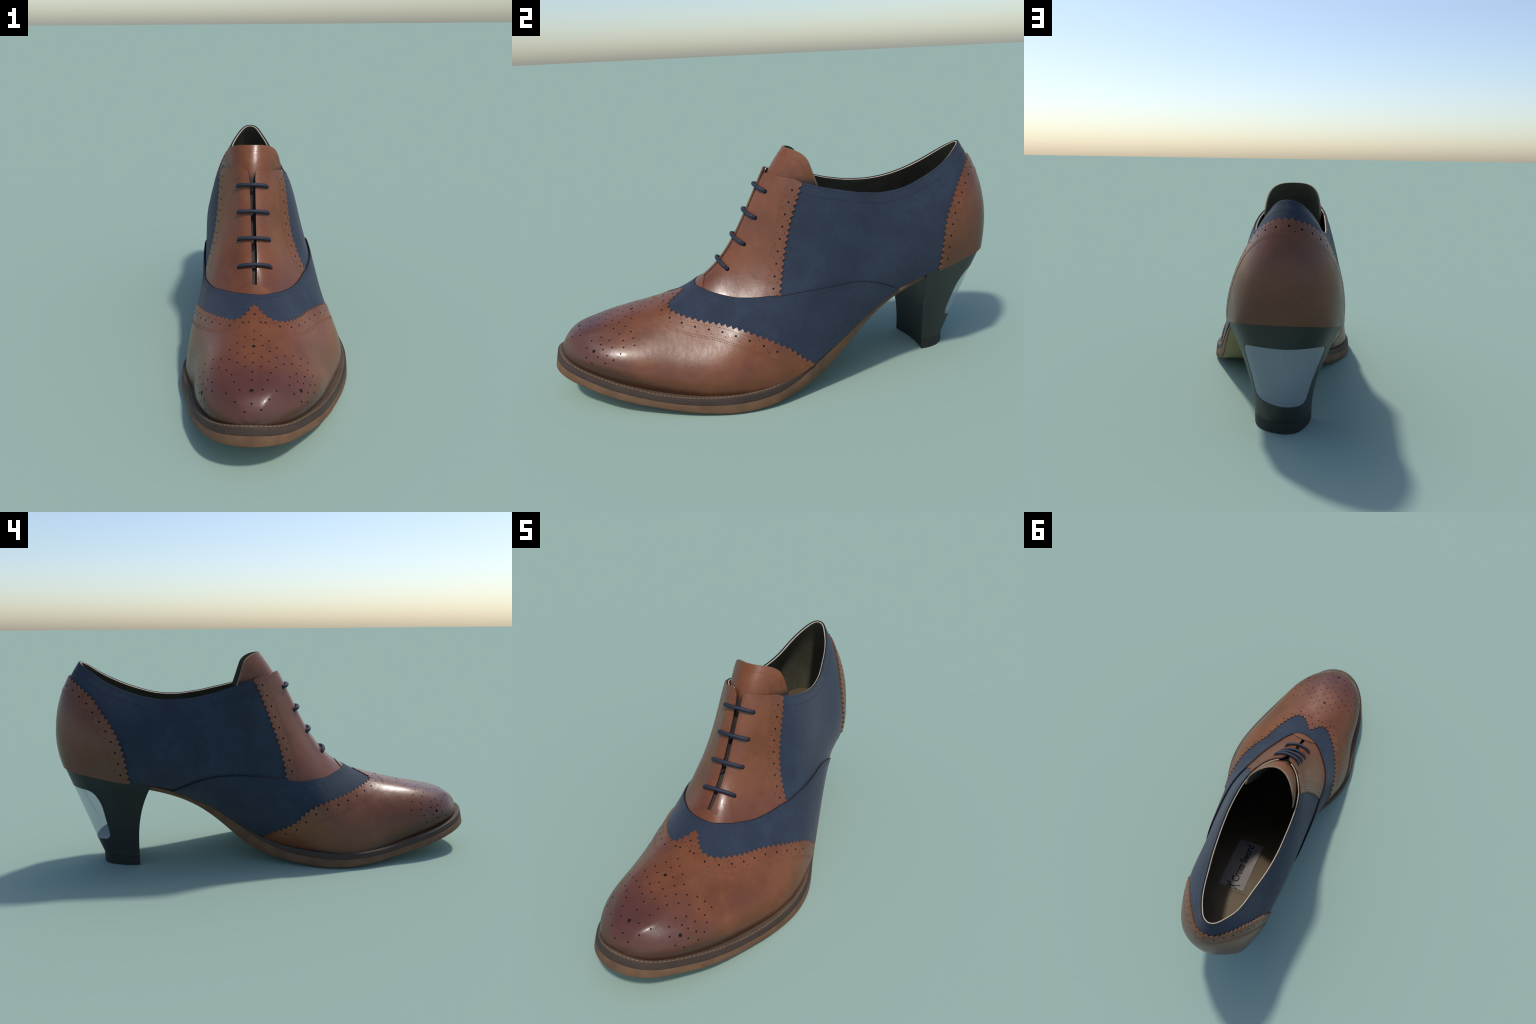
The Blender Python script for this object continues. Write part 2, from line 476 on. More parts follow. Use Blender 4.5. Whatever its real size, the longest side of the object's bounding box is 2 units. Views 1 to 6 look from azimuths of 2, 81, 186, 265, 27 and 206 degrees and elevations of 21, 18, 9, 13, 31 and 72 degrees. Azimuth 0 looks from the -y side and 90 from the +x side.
def clear_block(opacity=.38):
    m = Mat('clear_resin'); m.color(srgb(176, 186, 196)).set(Roughness=.22, Specular_IOR_Level=.35)
    tr = m.add('ShaderNodeBsdfTransparent'); tr.inputs[0].default_value = (.95, .97, .98, 1)
    mx = m.add('ShaderNodeMixShader'); mx.inputs[0].default_value = opacity
    m.link(tr.outputs[0], mx.inputs[1]); m.link(m.b.outputs[0], mx.inputs[2]); m.link(mx.outputs[0], m.out.inputs[0])
    return m.m


M_CLEAR = clear_block()
M_STREAK = clear_block(.16); M_STREAK.name = 'faint_pale_streak'

# =====================================================================================
# 4. SEAM LINES on the last (chart coordinates)
# =====================================================================================
# pinked wing-tip line, from the inner waist over the toe to the outer waist, with a central peak
WING_L = [(6.13, -1.0), (6.36, -.962), (6.96, -.908), (7.37, -.841), (7.9, -.754), (8.47, -.652), (8.97, -.549), (9.38, -.435),
          (9.65, -.335), (9.85, -.24), (9.955, -.165), (9.90, -.10), (9.74, -.056), (9.555, 0)]
WING_R = [(9.555, 0), (9.75, .042), (9.92, .085), (9.97, .14), (9.90, .245), (9.60, .39), (9.17, .519), (8.8, .598), (8.4, .668),
          (7.9, .753), (7.4, .828), (6.9, .884), (6.49, .924), (5.95, 1.0)]
BAND = [(4.05, -1.0), (4.32, -.921), (4.65, -.838), (5.05, -.783), (5.5, -.765), (6.0, -.764), (6.62, -.760), (7.28, -.722),
        (7.94, -.606), (8.45, -.478), (8.93, -.302), (9.165, -.16), (9.27, 0), (9.19, .15), (8.79, .37), (8.09, .579), (7.40, .706),
        (6.69, .762), (6.0, .772), (5.35, .777), (4.83, .803), (4.38, .882), (3.95, 1.0)]
FACE_R = [(5.90, .338), (6.03, .41), (6.19, .481), (6.31, .546), (6.42, .606), (6.51, .662), (6.60, .713), (6.68, .763), (6.74, .80)]
FACE_L = [(5.97, -.327), (6.08, -.379), (6.24, -.446), (6.40, -.514), (6.56, -.576), (6.69, -.634), (6.78, -.691), (6.83, -.753), (6.86, -.79)]
COUNTER = [(-3.15, 0), (-3.04, .118), (-2.92, .221), (-2.75, .322), (-2.53, .409), (-2.25, .492), (-1.96, .568), (-1.42, .642),
           (-1.05, .672), (-.5, .698), (0, .71), (.6, .698), (1.05, .677), (1.48, .632), (1.97, .54), (2.36, .419), (2.58, .32),
           (2.74, .202), (2.84, .109), (2.96, 0)]
TOPLINE = [(-5.97, .673), (-5.6, .669), (-5.19, .673), (-4.74, .661), (-4.28, .631), (-3.83, .608), (-3.37, .611), (-2.88, .64),
           (-2.32, .69), (-1.52, .771), (-.9, .812), (-.4, .83), (0, .834), (.45, .832), (.9, .818), (1.35, .79), (2.1, .718), (2.83, .65),
           (3.45, .608), (3.99, .613), (4.5, .647), (4.98, .669), (5.52, .662), (5.9, .662)]
FTOP_R = [(5.9, .338), (6.33, .296), (6.56, .246), (6.70, .190), (6.78, .155)]      # top of the lace panel, outer side
FTOP_L = [(5.97, -.327), (6.38, -.277), (6.54, -.241), (6.70, -.168), (6.81, -.09)]
GAP_R = [(6.78, .155), (6.83, .118), (6.87, .098), (6.94, .089), (7.13, .088), (7.6, .093), (7.95, .094), (8.28, .089), (8.57, .065), (8.8, .048), (9.0, .035), (9.2, .022)]
GAP_L = [(6.81, -.09), (6.87, -.04), (6.93, -.014), (7.05, -.008), (7.3, -.009), (7.62, -.011), (8.31, -.016), (8.99, -.017), (9.2, -.015)]
EYELET_R = [(6.89, .268), (7.24, .337), (7.63, .378), (8.22, .344)]
EYELET_L = [(6.99, -.209), (7.39, -.245), (7.86, -.223), (8.43, -.203)]
MEDALLION_BIG = [(10.86, .003), (12.64, -.001), (11.87, .593), (11.76, -.695)]
MEDALLION = [(10.36, .002), (10.63, .002), (11.1, .003), (11.44, .002), (11.8, .001), (12.14, -.002), (13.15, .003), (13.43, -.106),
    (13.32, .21), (12.9, .264), (13.04, -.238), (10.51, .041), (10.55, -.05), (10.66, .101), (10.74, -.099), (10.83, .057), (10.88, -.049),
    (10.84, .182), (10.94, -.152), (11.0, .116), (11.08, -.088), (11.22, .053), (11.24, -.04), (11.16, .188), (10.98, .292), (10.82, .39),
    (10.75, .471), (10.7, .552), (11.18, -.245), (11.04, -.367), (10.92, -.509), (11.28, -.153), (11.36, .108), (11.43, -.091), (11.3, .284),
    (11.12, .391), (11.0, .482), (10.98, .563), (10.8, -.645), (11.2, -.538), (11.34, -.399), (11.48, -.287), (11.59, -.042), (11.58, .047),
    (11.55, .176), (11.66, -.199), (11.8, .118), (11.88, -.155), (11.39, .454), (11.66, .385), (11.3, .551), (11.04, .632), (12.11, .096),
    (12.22, -.14), (11.98, .423), (11.65, .498), (11.57, .569), (11.43, .648), (11.23, .7), (12.15, .556), (11.72, .675), (11.47, .749),
    (12.14, .712), (11.92, .779), (11.13, -.644), (11.62, -.501), (11.85, -.449), (11.55, -.62), (11.2, -.743), (11.88, -.587),
    (11.58, -.754), (11.25, -.849), (12.16, -.516), (11.78, -.826), (12.07, -.731), (12.26, -.851), (12.59, -.335), (12.61, -.096),
    (12.57, .077), (12.48, .284)]


def to_wrap(p):   # OVER chart point -> WRAP chart point
    p = np.atleast_2d(np.array(p, float)); return np.stack([np.where(p[:, 1] >= 0, 1, -1) * p[:, 0], 1 - np.abs(p[:, 1])], 1)


wing_l, wing_r = smooth_line(WING_L, 160), smooth_line(WING_R, 160)
band = smooth_line(BAND, 260)
face_r, face_l = smooth_line(FACE_R, 90), smooth_line(FACE_L, 90)
counter = smooth_line(COUNTER, 200)
topline = smooth_line(TOPLINE, 240)
ftop_r, ftop_l = smooth_line(FTOP_R, 40), smooth_line(FTOP_L, 40)
gap_r, gap_l = smooth_line(GAP_R, 80), smooth_line(GAP_L, 80)

# =====================================================================================
# 5. THE SHOE
# =====================================================================================
shoe = bpy.data.objects.new("heeled_brogue_shoe", None); bpy.context.collection.objects.link(shoe)
shoe["label"] = "brown leather and navy suede heeled brogue shoe with laces"
shoe["category"] = "shoe"


def seam_side(ch, line, toward):
    """+1 if `toward` (chart point) lies left of travel"""
    i = len(line) // 2; P = ch.point(line[i-1:i+2]); N = ch.normal(line[i]); S = np.cross(N, P[2] - P[0])
    return 1 if (ch.point(np.array(toward, float)) - P[1]) @ S > 0 else -1


def punch_rows(ch, line, s, first=.030, big=.0047, small=.0022, pitch=.053, spread=.0165, trim=(0, 0)):
    """rows of brogue holes parallel to a pinked seam; s = side of the leather"""
    out = []
    pts, L = by_length(ch, line, step=pitch); n = len(pts) - 1
    mid = offset_line(ch, line, s * first)
    a, _ = by_length(ch, mid, count=n, phase=.5)
    out += [(tuple(p), big, 8) for p in a]
    for d in (first - spread, first + spread):
        b, _ = by_length(ch, offset_line(ch, line, s * d), count=n)
        out += [(tuple(p), small, 6) for p in b[1:-1]]
    return [h for h in out if not (ch is OVER and abs(h[0][1]) < .028)]


RUNS = {'brown': [], 'navy': [], 'brown_cross': []}


def run_on(ch, line, off, key):
    offv = off(line) if callable(off) else np.full(len(line), off)
    N = ch.normal(line); RUNS[key].append((ch.point(line) + N * offv[:, None], N))


OFF_QUARTER, OFF_FACE, OFF_BAND, OFF_COUNTER, TH = -.0065, -.0020, .0036, .0012, .0070
wing_all3 = np.vstack([OVER.point(wing_l[::3]), OVER.point(wing_r[::3])])


def off_toe(uv):
    P = OVER.point(np.asarray(uv)); d = np.full(len(P), 9.)
    for q in wing_all3: d = np.minimum(d, ((P - q) ** 2).sum(1))
    return .0005 + .0085 * np.clip(1 - np.sqrt(d) / .20, 0, 1) ** .8


# --- toe panel with wing tip, pinked edge, brogue holes and medallion
s_l, s_r = seam_side(OVER, wing_l, (10.6, -.45)), seam_side(OVER, wing_r, (10.6, .45))
zl = pinked(OVER, wing_l if s_l < 0 else wing_l[::-1], tip_ends=True); zl = zl if s_l < 0 else zl[::-1]
zr = pinked(OVER, wing_r if s_r < 0 else wing_r[::-1], tip_ends=True); zr = zr if s_r < 0 else zr[::-1]
rim_r = np.stack([np.linspace(5.95, 13.97, 150)[1:], np.ones(149)], 1)
rim_t = np.stack([np.full(79, 13.97), np.linspace(1, -1, 80)[1:]], 1)
rim_l = np.stack([np.linspace(13.97, 6.13, 150)[1:-1], -np.ones(148)], 1)
toe_loop = np.vstack([zl, zr[1:], rim_r, rim_t, rim_l])
toe_holes = [(p, .0075, 12) for p in MEDALLION_BIG] + [(p, .0038, 8) for p in MEDALLION]
cut_l, cut_r = wing_l[int(len(wing_l)*.10):int(len(wing_l)*.965)], wing_r[int(len(wing_r)*.035):int(len(wing_r)*.90)]
toe_holes += punch_rows(OVER, cut_l, s_l) + punch_rows(OVER, cut_r, s_r) + [((9.84, 0.001), .0047, 8), ((9.98, -.001), .0024, 6), ((9.93, .028), .0022, 6), ((9.93, -.028), .0022, 6), ((10.08, .035), .0044, 8), ((10.08, -.04), .0044, 8)]
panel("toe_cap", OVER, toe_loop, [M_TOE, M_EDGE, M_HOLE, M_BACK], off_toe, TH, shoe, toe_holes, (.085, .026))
for ln, s in ((wing_l, s_l), (wing_r, s_r)):
    n = len(ln)
    k = offset_line(OVER, ln, s * .015); run_on(OVER, k[np.abs(k[:, 1]) > .12], off_toe, 'brown')
    # inner double row follows the wing but swings clear of the central peak
    a = offset_line(OVER, ln, s * .062); b = offset_line(OVER, ln, s * .071)
    for k in (a, b):
        k = k[(k[:, 1] * (-1 if ln is wing_l else 1) > .012) & (np.abs(k[:, 1]) < .985)]
        run_on(OVER, k, off_toe, 'brown_cross')

# --- suede band between the wing tip and the facings
under = [(9.9, -.32), (10.10, -.22), (10.16, -.12), (10.0, 0), (10.16, .12), (10.12, .24), (9.85, .39)]
wl2, wr2 = offset_line(OVER, wing_l[:int(len(wing_l)*.66)], s_l * .03), offset_line(OVER, wing_r[int(len(wing_r)*.34):], s_r * .03)
b_end_r = np.stack([np.linspace(3.95, 5.7, 40)[1:-1], np.ones(38)], 1)
b_end_l = np.stack([np.linspace(5.9, 4.05, 40)[1:-1], -np.ones(38)], 1)
band_loop = np.vstack([band, b_end_r, wr2[::-1], smooth_line(under, 40)[::-1][2:-2], wl2[::-1], b_end_l])
panel("vamp_band", OVER, band_loop, [M_SUEDE, M_SEDGE, M_HOLE, M_BACK], OFF_BAND, TH, shoe, (), (.09, .026))
s_b = seam_side(OVER, band, (10.0, .1))
for d in (.008, .019):
    k = offset_line(OVER, band, s_b * d); k = k[(np.abs(k[:, 1]) < .97)]
    run_on(OVER, k, OFF_BAND, 'navy')

# thin dark tube modelling the occlusion shadow line along the overlap
cord = offset_line(OVER, band, -s_b * .0012)[4:-4]
sweep("band_seam_shadow_line", OVER.point(cord) + OVER.normal(cord) * .0006, .0030, M_SEDGE, shoe, 8)

# --- lace panels
def lace_panel(face, ftop, gap, eyelets, inner):
    s = seam_side(OVER, face, inner)
    z = pinked(OVER, face if s < 0 else face[::-1]); z = z if s < 0 else z[::-1]
    foot_q = offset_line(OVER, band, -s_b * -.03)          # tucked under the band
    sgn = 1 if inner[1] > 0 else -1
    seg = foot_q[(foot_q[:, 1] * sgn > .03) & (np.abs(foot_q[:, 1]) < .79) & (foot_q[:, 0] > 6.7)]
    if sgn < 0: seg = seg[::-1]
    seg = seg if seg[0, 0] < seg[-1, 0] else seg[::-1]
    corner = np.vstack([ftop[:-1], gap])
    loop = np.vstack([z[::-1][1:-1] if False else z, seg, gap[::-1], ftop[::-1][1:-1]])
    holes = [(e, .0095, 12) for e in eyelets]
    n = len(face)
    holes += [h for h in punch_rows(OVER, face[int(n*.03):int(n*.98)], s, .030)]
    panel("lace_panel", OVER, loop, [M_FACING, M_EDGE, M_HOLE, M_BACK], OFF_FACE, TH, shoe, holes, (.06, .024))
    run_on(OVER, offset_line(OVER, face, s * .0135), OFF_FACE, 'brown')
    for d in (.056, .065): run_on(OVER, offset_line(OVER, face[3:], s * d), OFF_FACE, 'brown_cross')
    st = seam_side(OVER, ftop, inner); run_on(OVER, offset_line(OVER, ftop, st * .007), OFF_FACE, 'brown')
    sg = seam_side(OVER, gap, inner); run_on(OVER, offset_line(OVER, gap[10:], sg * .007), OFF_FACE, 'brown')


lace_panel(face_r, ftop_r, gap_r, EYELET_R, (7.0, .5))
lace_panel(face_l, ftop_l, gap_l, EYELET_L, (7.0, -.5))

# --- half-moon reinforcement at the foot of the lace gap
moon = smooth_line([(9.17, -.225), (9.07, -.15), (9.02, -.081), (9.0, .008), (9.01, .101), (9.03, .172), (9.08, .245), (9.3, .25), (9.42, 0), (9.3, -.2)], 60)
panel("throat_tab", OVER, moon, [M_TOE, M_DEDGE, M_HOLE, M_BACK], .0014, .005, shoe, (), (.05, .02))

# --- quarters (one suede piece round the heel) and lining
q_front_r, q_front_l = to_wrap(GAP_R), to_wrap(GAP_L)
qr = to_wrap(smooth_line(np.vstack([FTOP_R, GAP_R[1:]]), 120)); ql = to_wrap(smooth_line(np.vstack([FTOP_L, GAP_L[1:]]), 120))
foot = np.stack([np.linspace(-8.6, 8.6, 240), np.zeros(240)], 1)
quarter_loop = np.vstack([ql[::-1], topline[1:-1], qr, [(9.1, .9), (9.0, .6), (8.8, .3)], foot[::-1], [(-8.8, .3), (-9.0, .6), (-9.1, .9)]])
panel("quarter", WRAP, quarter_loop, [M_SUEDE, M_SEDGE, M_HOLE, M_BACK], OFF_QUARTER, .007, shoe, (), (.1, .03))
def set_back(gap, dq):   # the lining stops short of the lace gap
    g = [(t, q + dq * min(1, i / 3)) for i, (t, q) in enumerate(gap)]; return g
lr = to_wrap(smooth_line(np.vstack([FTOP_R, set_back(GAP_R, .09)[1:]]), 120)); ll = to_wrap(smooth_line(np.vstack([FTOP_L, set_back(GAP_L, -.09)[1:]]), 120))
lining_loop = np.vstack([ll[::-1], topline[1:-1], lr, [(9.1, .8), (9.0, .6), (8.8, .3)], foot[::-1], [(-8.8, .3), (-9.0, .6), (-9.1, .8)]])
panel("lining", WRAP, lining_loop, [M_BACK, M_CREAM, M_HOLE, M_LINING], OFF_QUARTER - .0072, .0055, shoe, (), (.12, .035))
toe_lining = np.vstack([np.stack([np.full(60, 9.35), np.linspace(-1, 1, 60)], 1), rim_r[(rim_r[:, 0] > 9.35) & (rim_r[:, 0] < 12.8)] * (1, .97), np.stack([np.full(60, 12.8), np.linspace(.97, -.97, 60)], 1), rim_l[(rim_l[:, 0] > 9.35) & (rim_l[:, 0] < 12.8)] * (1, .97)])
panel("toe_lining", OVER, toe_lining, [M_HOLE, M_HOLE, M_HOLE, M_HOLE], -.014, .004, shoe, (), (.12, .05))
s_t = seam_side(WRAP, topline, (0, .3))
run_on(WRAP, offset_line(WRAP, topline, s_t * .010), OFF_QUARTER, 'navy')
run_on(WRAP, offset_line(WRAP, topline, s_t * .045), OFF_QUARTER, 'navy')
lin_run = offset_line(WRAP, topline, s_t * .014); Nn = WRAP.normal(lin_run)
stitches("lining_stitching", [(WRAP.point(lin_run) + Nn * (OFF_QUARTER - .0128), -Nn)], M_THREAD_D, shoe)

# --- heel counter
s_c = seam_side(WRAP, counter, (0, .3))
zc = pinked(WRAP, counter if s_c < 0 else counter[::-1]); zc = zc if s_c < 0 else zc[::-1]
cfoot = np.stack([np.linspace(2.96, -3.15, 120)[1:-1], np.zeros(118)], 1)
ch_holes = punch_rows(WRAP, counter[int(len(counter)*.02):int(len(counter)*.98)], s_c)
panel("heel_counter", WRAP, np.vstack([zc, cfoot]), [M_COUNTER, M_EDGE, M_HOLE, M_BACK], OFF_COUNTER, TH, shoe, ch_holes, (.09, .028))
run_on(WRAP, offset_line(WRAP, counter, s_c * .0135), OFF_COUNTER, 'brown')
for d in (.058, .067):
    k = offset_line(WRAP, counter, s_c * d); run_on(WRAP, k[k[:, 1] > .01], OFF_COUNTER, 'brown_cross')

stitches("leather_stitching", RUNS['brown'], M_THREAD_B, shoe, .0065, .0022, .0012, .0105)
stitches("leather_stitching", RUNS['brown_cross'], M_THREAD_B, shoe, .0085, .0026, .0010, .0105, .75)
stitches("suede_stitching", RUNS['navy'], M_THREAD_N, shoe, .0065, .0024, .0012, .0115)

# --- tongue: a curved sheet behind the lace panels
def tongue_grid(inset, nu=49, nv=44):
    U = np.linspace(-1, 1, nu); V = np.linspace(0, 1, nv); P = np.zeros((nv, nu, 3))
    edge = Spline([.835, .901, .948, .972, .983, .987, .988, .987, .983, .972, .948, .901, .835])
    for j, u in enumerate(U):
        a = math.radians(69) * u; zt = float(edge(6 + 6 * u))
        for i, v in enumerate(V):
            z = .43 + (zt - .43) * v
            yr = np.interp(z, [.42, .46, .5, .55, .6, .7, .8, .86, .89, .92, .95, .988], [-.345, -.288, -.250, -.200, -.156, -.102, -.058, -.034, -.020, -.002, .021, .049])
            w = np.interp(z, [.43, .5, .8, .99], [.09, .11, .148, .165]) - inset; dpt = np.interp(z, [.43, .5, .83, .99], [.10, .18, .32, .34])
            P[i, j] = (-.079 + w * math.sin(a), yr + inset + dpt * (1 - math.cos(a)), z - (inset * .15 if i == nv - 1 else 0))
    for _ in range(6): P[1:-1] = P[1:-1] * .5 + (P[:-2] + P[2:]) * .25
    return P


def tongue():
    A, B = tongue_grid(0), tongue_grid(.008); nv, nu, _ = A.shape
    V = np.vstack([A.reshape(-1, 3), B.reshape(-1, 3)]); o = nv * nu; F, Mi = [], []
    for i in range(nv - 1):
        for j in range(nu - 1):
            a, b, c, d = i*nu+j, i*nu+j+1, (i+1)*nu+j+1, (i+1)*nu+j
            F += [(a, b, c, d), (d+o, c+o, b+o, a+o)]; Mi += [0, 2]
    ring = [j for j in range(nu)] + [i*nu+nu-1 for i in range(1, nv)] + [(nv-1)*nu+j for j in range(nu-2, -1, -1)] + [i*nu for i in range(nv-2, 0, -1)]
    for a, b in zip(ring, ring[1:] + ring[:1]): F.append((b, a, a+o, b+o)); Mi.append(1)
    ob = make_object("tongue", V, F, [M_TONGUE, M_TEDGE, M_LINING], Mi, shoe)
    me = ob.data; me.set_sharp_from_angle(angle=math.radians(50))
    # stitching along its free edge
    e = [A[nv-3, j] for j in range(2, nu - 2)]; P = np.array(e)
    T = np.gradient(P, axis=0); N = np.cross(T, [0, .45, .9]); N /= np.linalg.norm(N, axis=1)[:, None]
    if N[len(N)//2][1] > 0: N = -N
    stitches("tongue_stitching", [(P, N)], M_THREAD_B, ob, .0065, .0022, .0012, .0105)
    e2 = np.array([B[nv-4, j] for j in range(2, nu - 2)])
    stitches("tongue_lining_stitching", [(e2, -N)], M_THREAD_D, ob, .0065, .0022, .0012, .0105)
    return ob


tongue()

# --- laces: four straight bars over the gap, and crossing runs seen through it
for (a, b) in zip(EYELET_R, EYELET_L):
    s = np.linspace(0, 1, 33); uv = np.array(a)[None] * (1 - s)[:, None] + np.array(b)[None] * s[:, None]
    # straight in space, then lifted clear of the panels
    Pa, Pb = OVER.point(np.array(a)), OVER.point(np.array(b)); chord = Pa + (Pb - Pa) * s[:, None]
    for _ in range(14):
        N = OVER.normal(uv); d = chord - OVER.point(uv); d -= (d * N).sum(1)[:, None] * N; uv = OVER.shift(uv, d * .6)
    P, N = OVER.point(uv), OVER.normal(uv)
    lift = .0085 * np.clip(np.sin(math.pi * s) * 4, 0, 1) - .006 * (1 - np.clip(np.sin(math.pi * s) * 5, 0, 1))
    P = P + N * lift[:, None]
    for _ in range(6): P[1:-1] = P[1:-1] * .5 + (P[:-2] + P[2:]) * .25
    sweep("lace", P, .0085, M_LACE, shoe, 12)
for (a, b) in zip(EYELET_R[:-1], EYELET_L[1:]):
    s = np.linspace(.15, .85, 12); uv = np.array(a)[None] * (1 - s)[:, None] + np.array(b)[None] * s[:, None]
    sweep("under_lace", OVER.point(uv) - OVER.normal(uv) * .026, .005, M_SEDGE, shoe, 8)

# --- sole unit -----------------------------------------------------------------------
NLOOP = 150
tau = np.linspace(0, 14, NLOOP)
MARGIN_R = np.interp(tau, [0, 3.1, 3.7, 4.5, 6, 6.5, 7, 8, 8.5, 9, 9.5, 10, 11, 12, 13, 14], [-.035, -.035, -.003, .001, .004, .012, .026, .03, .034, .041, .043, .041, .036, .034, .034, .033])
MARGIN_L = np.interp(tau, [0, 3.4, 3.9, 4.5, 5.2, 6, 6.5, 7, 7.5, 8, 8.5, 9, 10, 11, 12, 13, 14], [-.035, -.035, -.003, .001, .006, .016, .022, .022, .018, .016, .017, .021, .031, .032, .034, .034, .033])
BOT_Y = [-1, -.98, -.893, -.803, -.714, -.626, -.54, -.456, -.373, -.29, -.22, -.13, -.065, .03, .11, .2, .29, .375, .46, .55, .68, 1]
BOT_Z = [.135, .125, .098, .074, .053, .037, .024, .013, .006, .001, .001, .009, .020, .040, .072, .148, .233, .298, .344, .378, .410, .455]


for _ in range(40):
    for m_ in (MARGIN_R, MARGIN_L): m_[1:-1] = m_[1:-1] * .5 + (m_[:-2] + m_[2:]) * .25


def feather_loop():
    R, L = last_point(1, tau, np.zeros(NLOOP)), last_point(-1, tau, np.zeros(NLOOP))
    P = np.vstack([R, L[::-1][1:-1]]); m = np.r_[MARGIN_R, MARGIN_L[::-1][1:-1]]
    q = np.vstack([P[-3:], P, P[:3]])[:, :2]; T = (q[6:] - q[:-6])[:len(P)]
    n = np.stack([T[:, 1], -T[:, 0]], 1); n /= np.linalg.norm(n, axis=1)[:, None]
    if n[60, 0] < 0: n = -n
    return P, m, n, np.r_[tau, tau[::-1][1:-1]]


FL, FM, FN, FT = feather_loop()
LEAN = .008 * np.clip((-.55 - FL[:, 1]) / .35, 0, 1)      # the edge stands square to the sprung toe


def loop_ring(extra, z, lean=0.):
    r = np.empty((len(FL), 3)); r[:, :2] = FL[:, :2] + FN * extra[:, None]; r[:, 2] = z
    r[:, 1] += LEAN * lean * np.clip(np.asarray(extra) / .02, 0, 1); return r


def bridge(rings, faces, mat, mi, start=0):
    n = len(FL)
    for k in range(len(rings) - 1):
        for i in range(n):
            j = (i + 1) % n
            faces.append((start + k*n+i, start + k*n+j, start + (k+1)*n+j, start + (k+1)*n+i)); mat.append(mi[k])


def ladder(o, faces, mat, m, flip):
    """fill a loop with rungs between the two sides"""
    n = len(FL)
    for i in range(0, NLOOP - 1):
        a, b = i, i + 1; c, d = (n - i - 1) % n, (n - i) % n
        if i == 0: f = (o + 0, o + 1, o + n - 1)
        elif i == NLOOP - 2: f = (o + a, o + b, o + d)
        else: f = (o + a, o + b, o + (n - b), o + (n - a))
        faces.append(f[::-1] if flip else f); mat.append(m)


def solid(name, rings, mats, mi, top_m, bot_m, parent):
    faces, mat = [], []; bridge(rings, faces, mat, mi); n = len(FL)
    ladder(0, faces, mat, top_m, True); ladder((len(rings) - 1) * n, faces, mat, bot_m, False)
    ob = make_object(name, np.vstack(rings), faces, mats, mat, parent)
    me = ob.data
    import bmesh
    bm = bmesh.new(); bm.from_mesh(me); bmesh.ops.recalc_face_normals(bm, faces=bm.faces); bm.to_mesh(me); bm.free()
    me.set_sharp_from_angle(angle=math.radians(38)); return ob


zb = np.interp(FL[:, 1] - .5 * FM, BOT_Y, BOT_Z); zt = FL[:, 2] + .002
for _ in range(14): zb = zb * .5 + (np.roll(zb, 1) + np.roll(zb, -1)) * .25
thick = np.maximum(zt - zb, .012); zb = zt - thick
fwd = np.clip((FT - 5.3) / 1.6, 0, 1)                       # 0 at the waist, 1 in the forefoot
dark = thick * (.06 + .32 * fwd)
solid("welt", [loop_ring(np.minimum(FM - .02, -.012), zt), loop_ring(FM - .010, zt + .001, 1), loop_ring(FM - .006, zt, 1), loop_ring(FM - .0045, zt - .003, .96),
               loop_ring(FM - .002, zt - dark, .62), loop_ring(np.minimum(FM - .02, -.012), zt - dark)], [M_WELT, M_LEDGE], [1, 0, 0, 0, 0], 1, 0, shoe)
z1 = zt - dark - .0006
solid("sole", [loop_ring(np.minimum(FM - .02, -.010), z1), loop_ring(FM - .0025, z1, .62), loop_ring(FM - .001, z1 - .002, .58), loop_ring(FM + .002*fwd, zb + .006),
               loop_ring(FM - .001, zb + .0015), loop_ring(FM - .006, zb), loop_ring(FM - .05 * np.clip(FT - 3, 0, 1) - .01, zb)],
      [M_SOLE, M_UNDER], [0, 0, 0, 0, 0, 1], 0, 1, shoe)
# welt stitches along the ledge
sel = [i for i in range(len(FL)) if FT[i] > 6.2]
path = loop_ring(FM - .0185, zt + .0010, 1)[sel]
stitches("welt_stitching", [(path, np.repeat([[0, 0, 1.]], len(path), 0))], M_THREAD_W, shoe, .0130, .0060, .0022, .0172)

# --- insole, label and lettering
HS = np.linspace(0, .3, 61)


def at_height(sd, dz):
    """ring of the last dz above the feather edge"""
    out = []
    for t in tau:
        P = last_point(sd, np.full(61, t), HS); z = P[:, 2] - P[0, 2]; k = int(np.argmax(z >= dz)) if (z >= dz).any() else 20
        out.append(P[k])
    return np.array(out)


SOCK = np.vstack([at_height(1, .022), at_height(-1, .022)[::-1][1:-1]])
SOCK[:, :2] -= FN * .028; SOCK[:, 2] = FL[:, 2] + .022; SOCKB = loop_ring(FM*0 - .035, FL[:, 2] + .006)
solid("insole", [SOCK, SOCKB], [M_INSOLE], [0], 0, 0, shoe)


def insole_z(y): return float(np.interp(-y, [-v for v in FL[:NLOOP, 1]], FL[:NLOOP, 2])) + .022


def lay_on_insole(name, nx, ny, origin, ex, ey, lift, mat, parent):
    V, F = [], []
    for i in range(nx + 1):
        for j in range(ny + 1):
            p = np.array(origin) + np.array(ex) * i / nx + np.array(ey) * j / ny; V.append((p[0], p[1], insole_z(p[1]) + lift))
    k = len(V); V += [(a, b, c - .002) for a, b, c in V]; w = ny + 1
    for i in range(nx):
        for j in range(ny):
            q = (i*w+j, (i+1)*w+j, (i+1)*w+j+1, i*w+j+1); F += [q, tuple(v + k for v in q[::-1])]
    ring = [j for j in range(w)] + [i*w+ny for i in range(1, nx+1)] + [nx*w+j for j in range(ny-1, -1, -1)] + [i*w for i in range(nx-1, 0, -1)]
    F += [(a, b, b+k, a+k) for a, b in zip(ring, ring[1:] + ring[:1])]
    return make_object(name, V, F, [mat], None, parent, None, False)


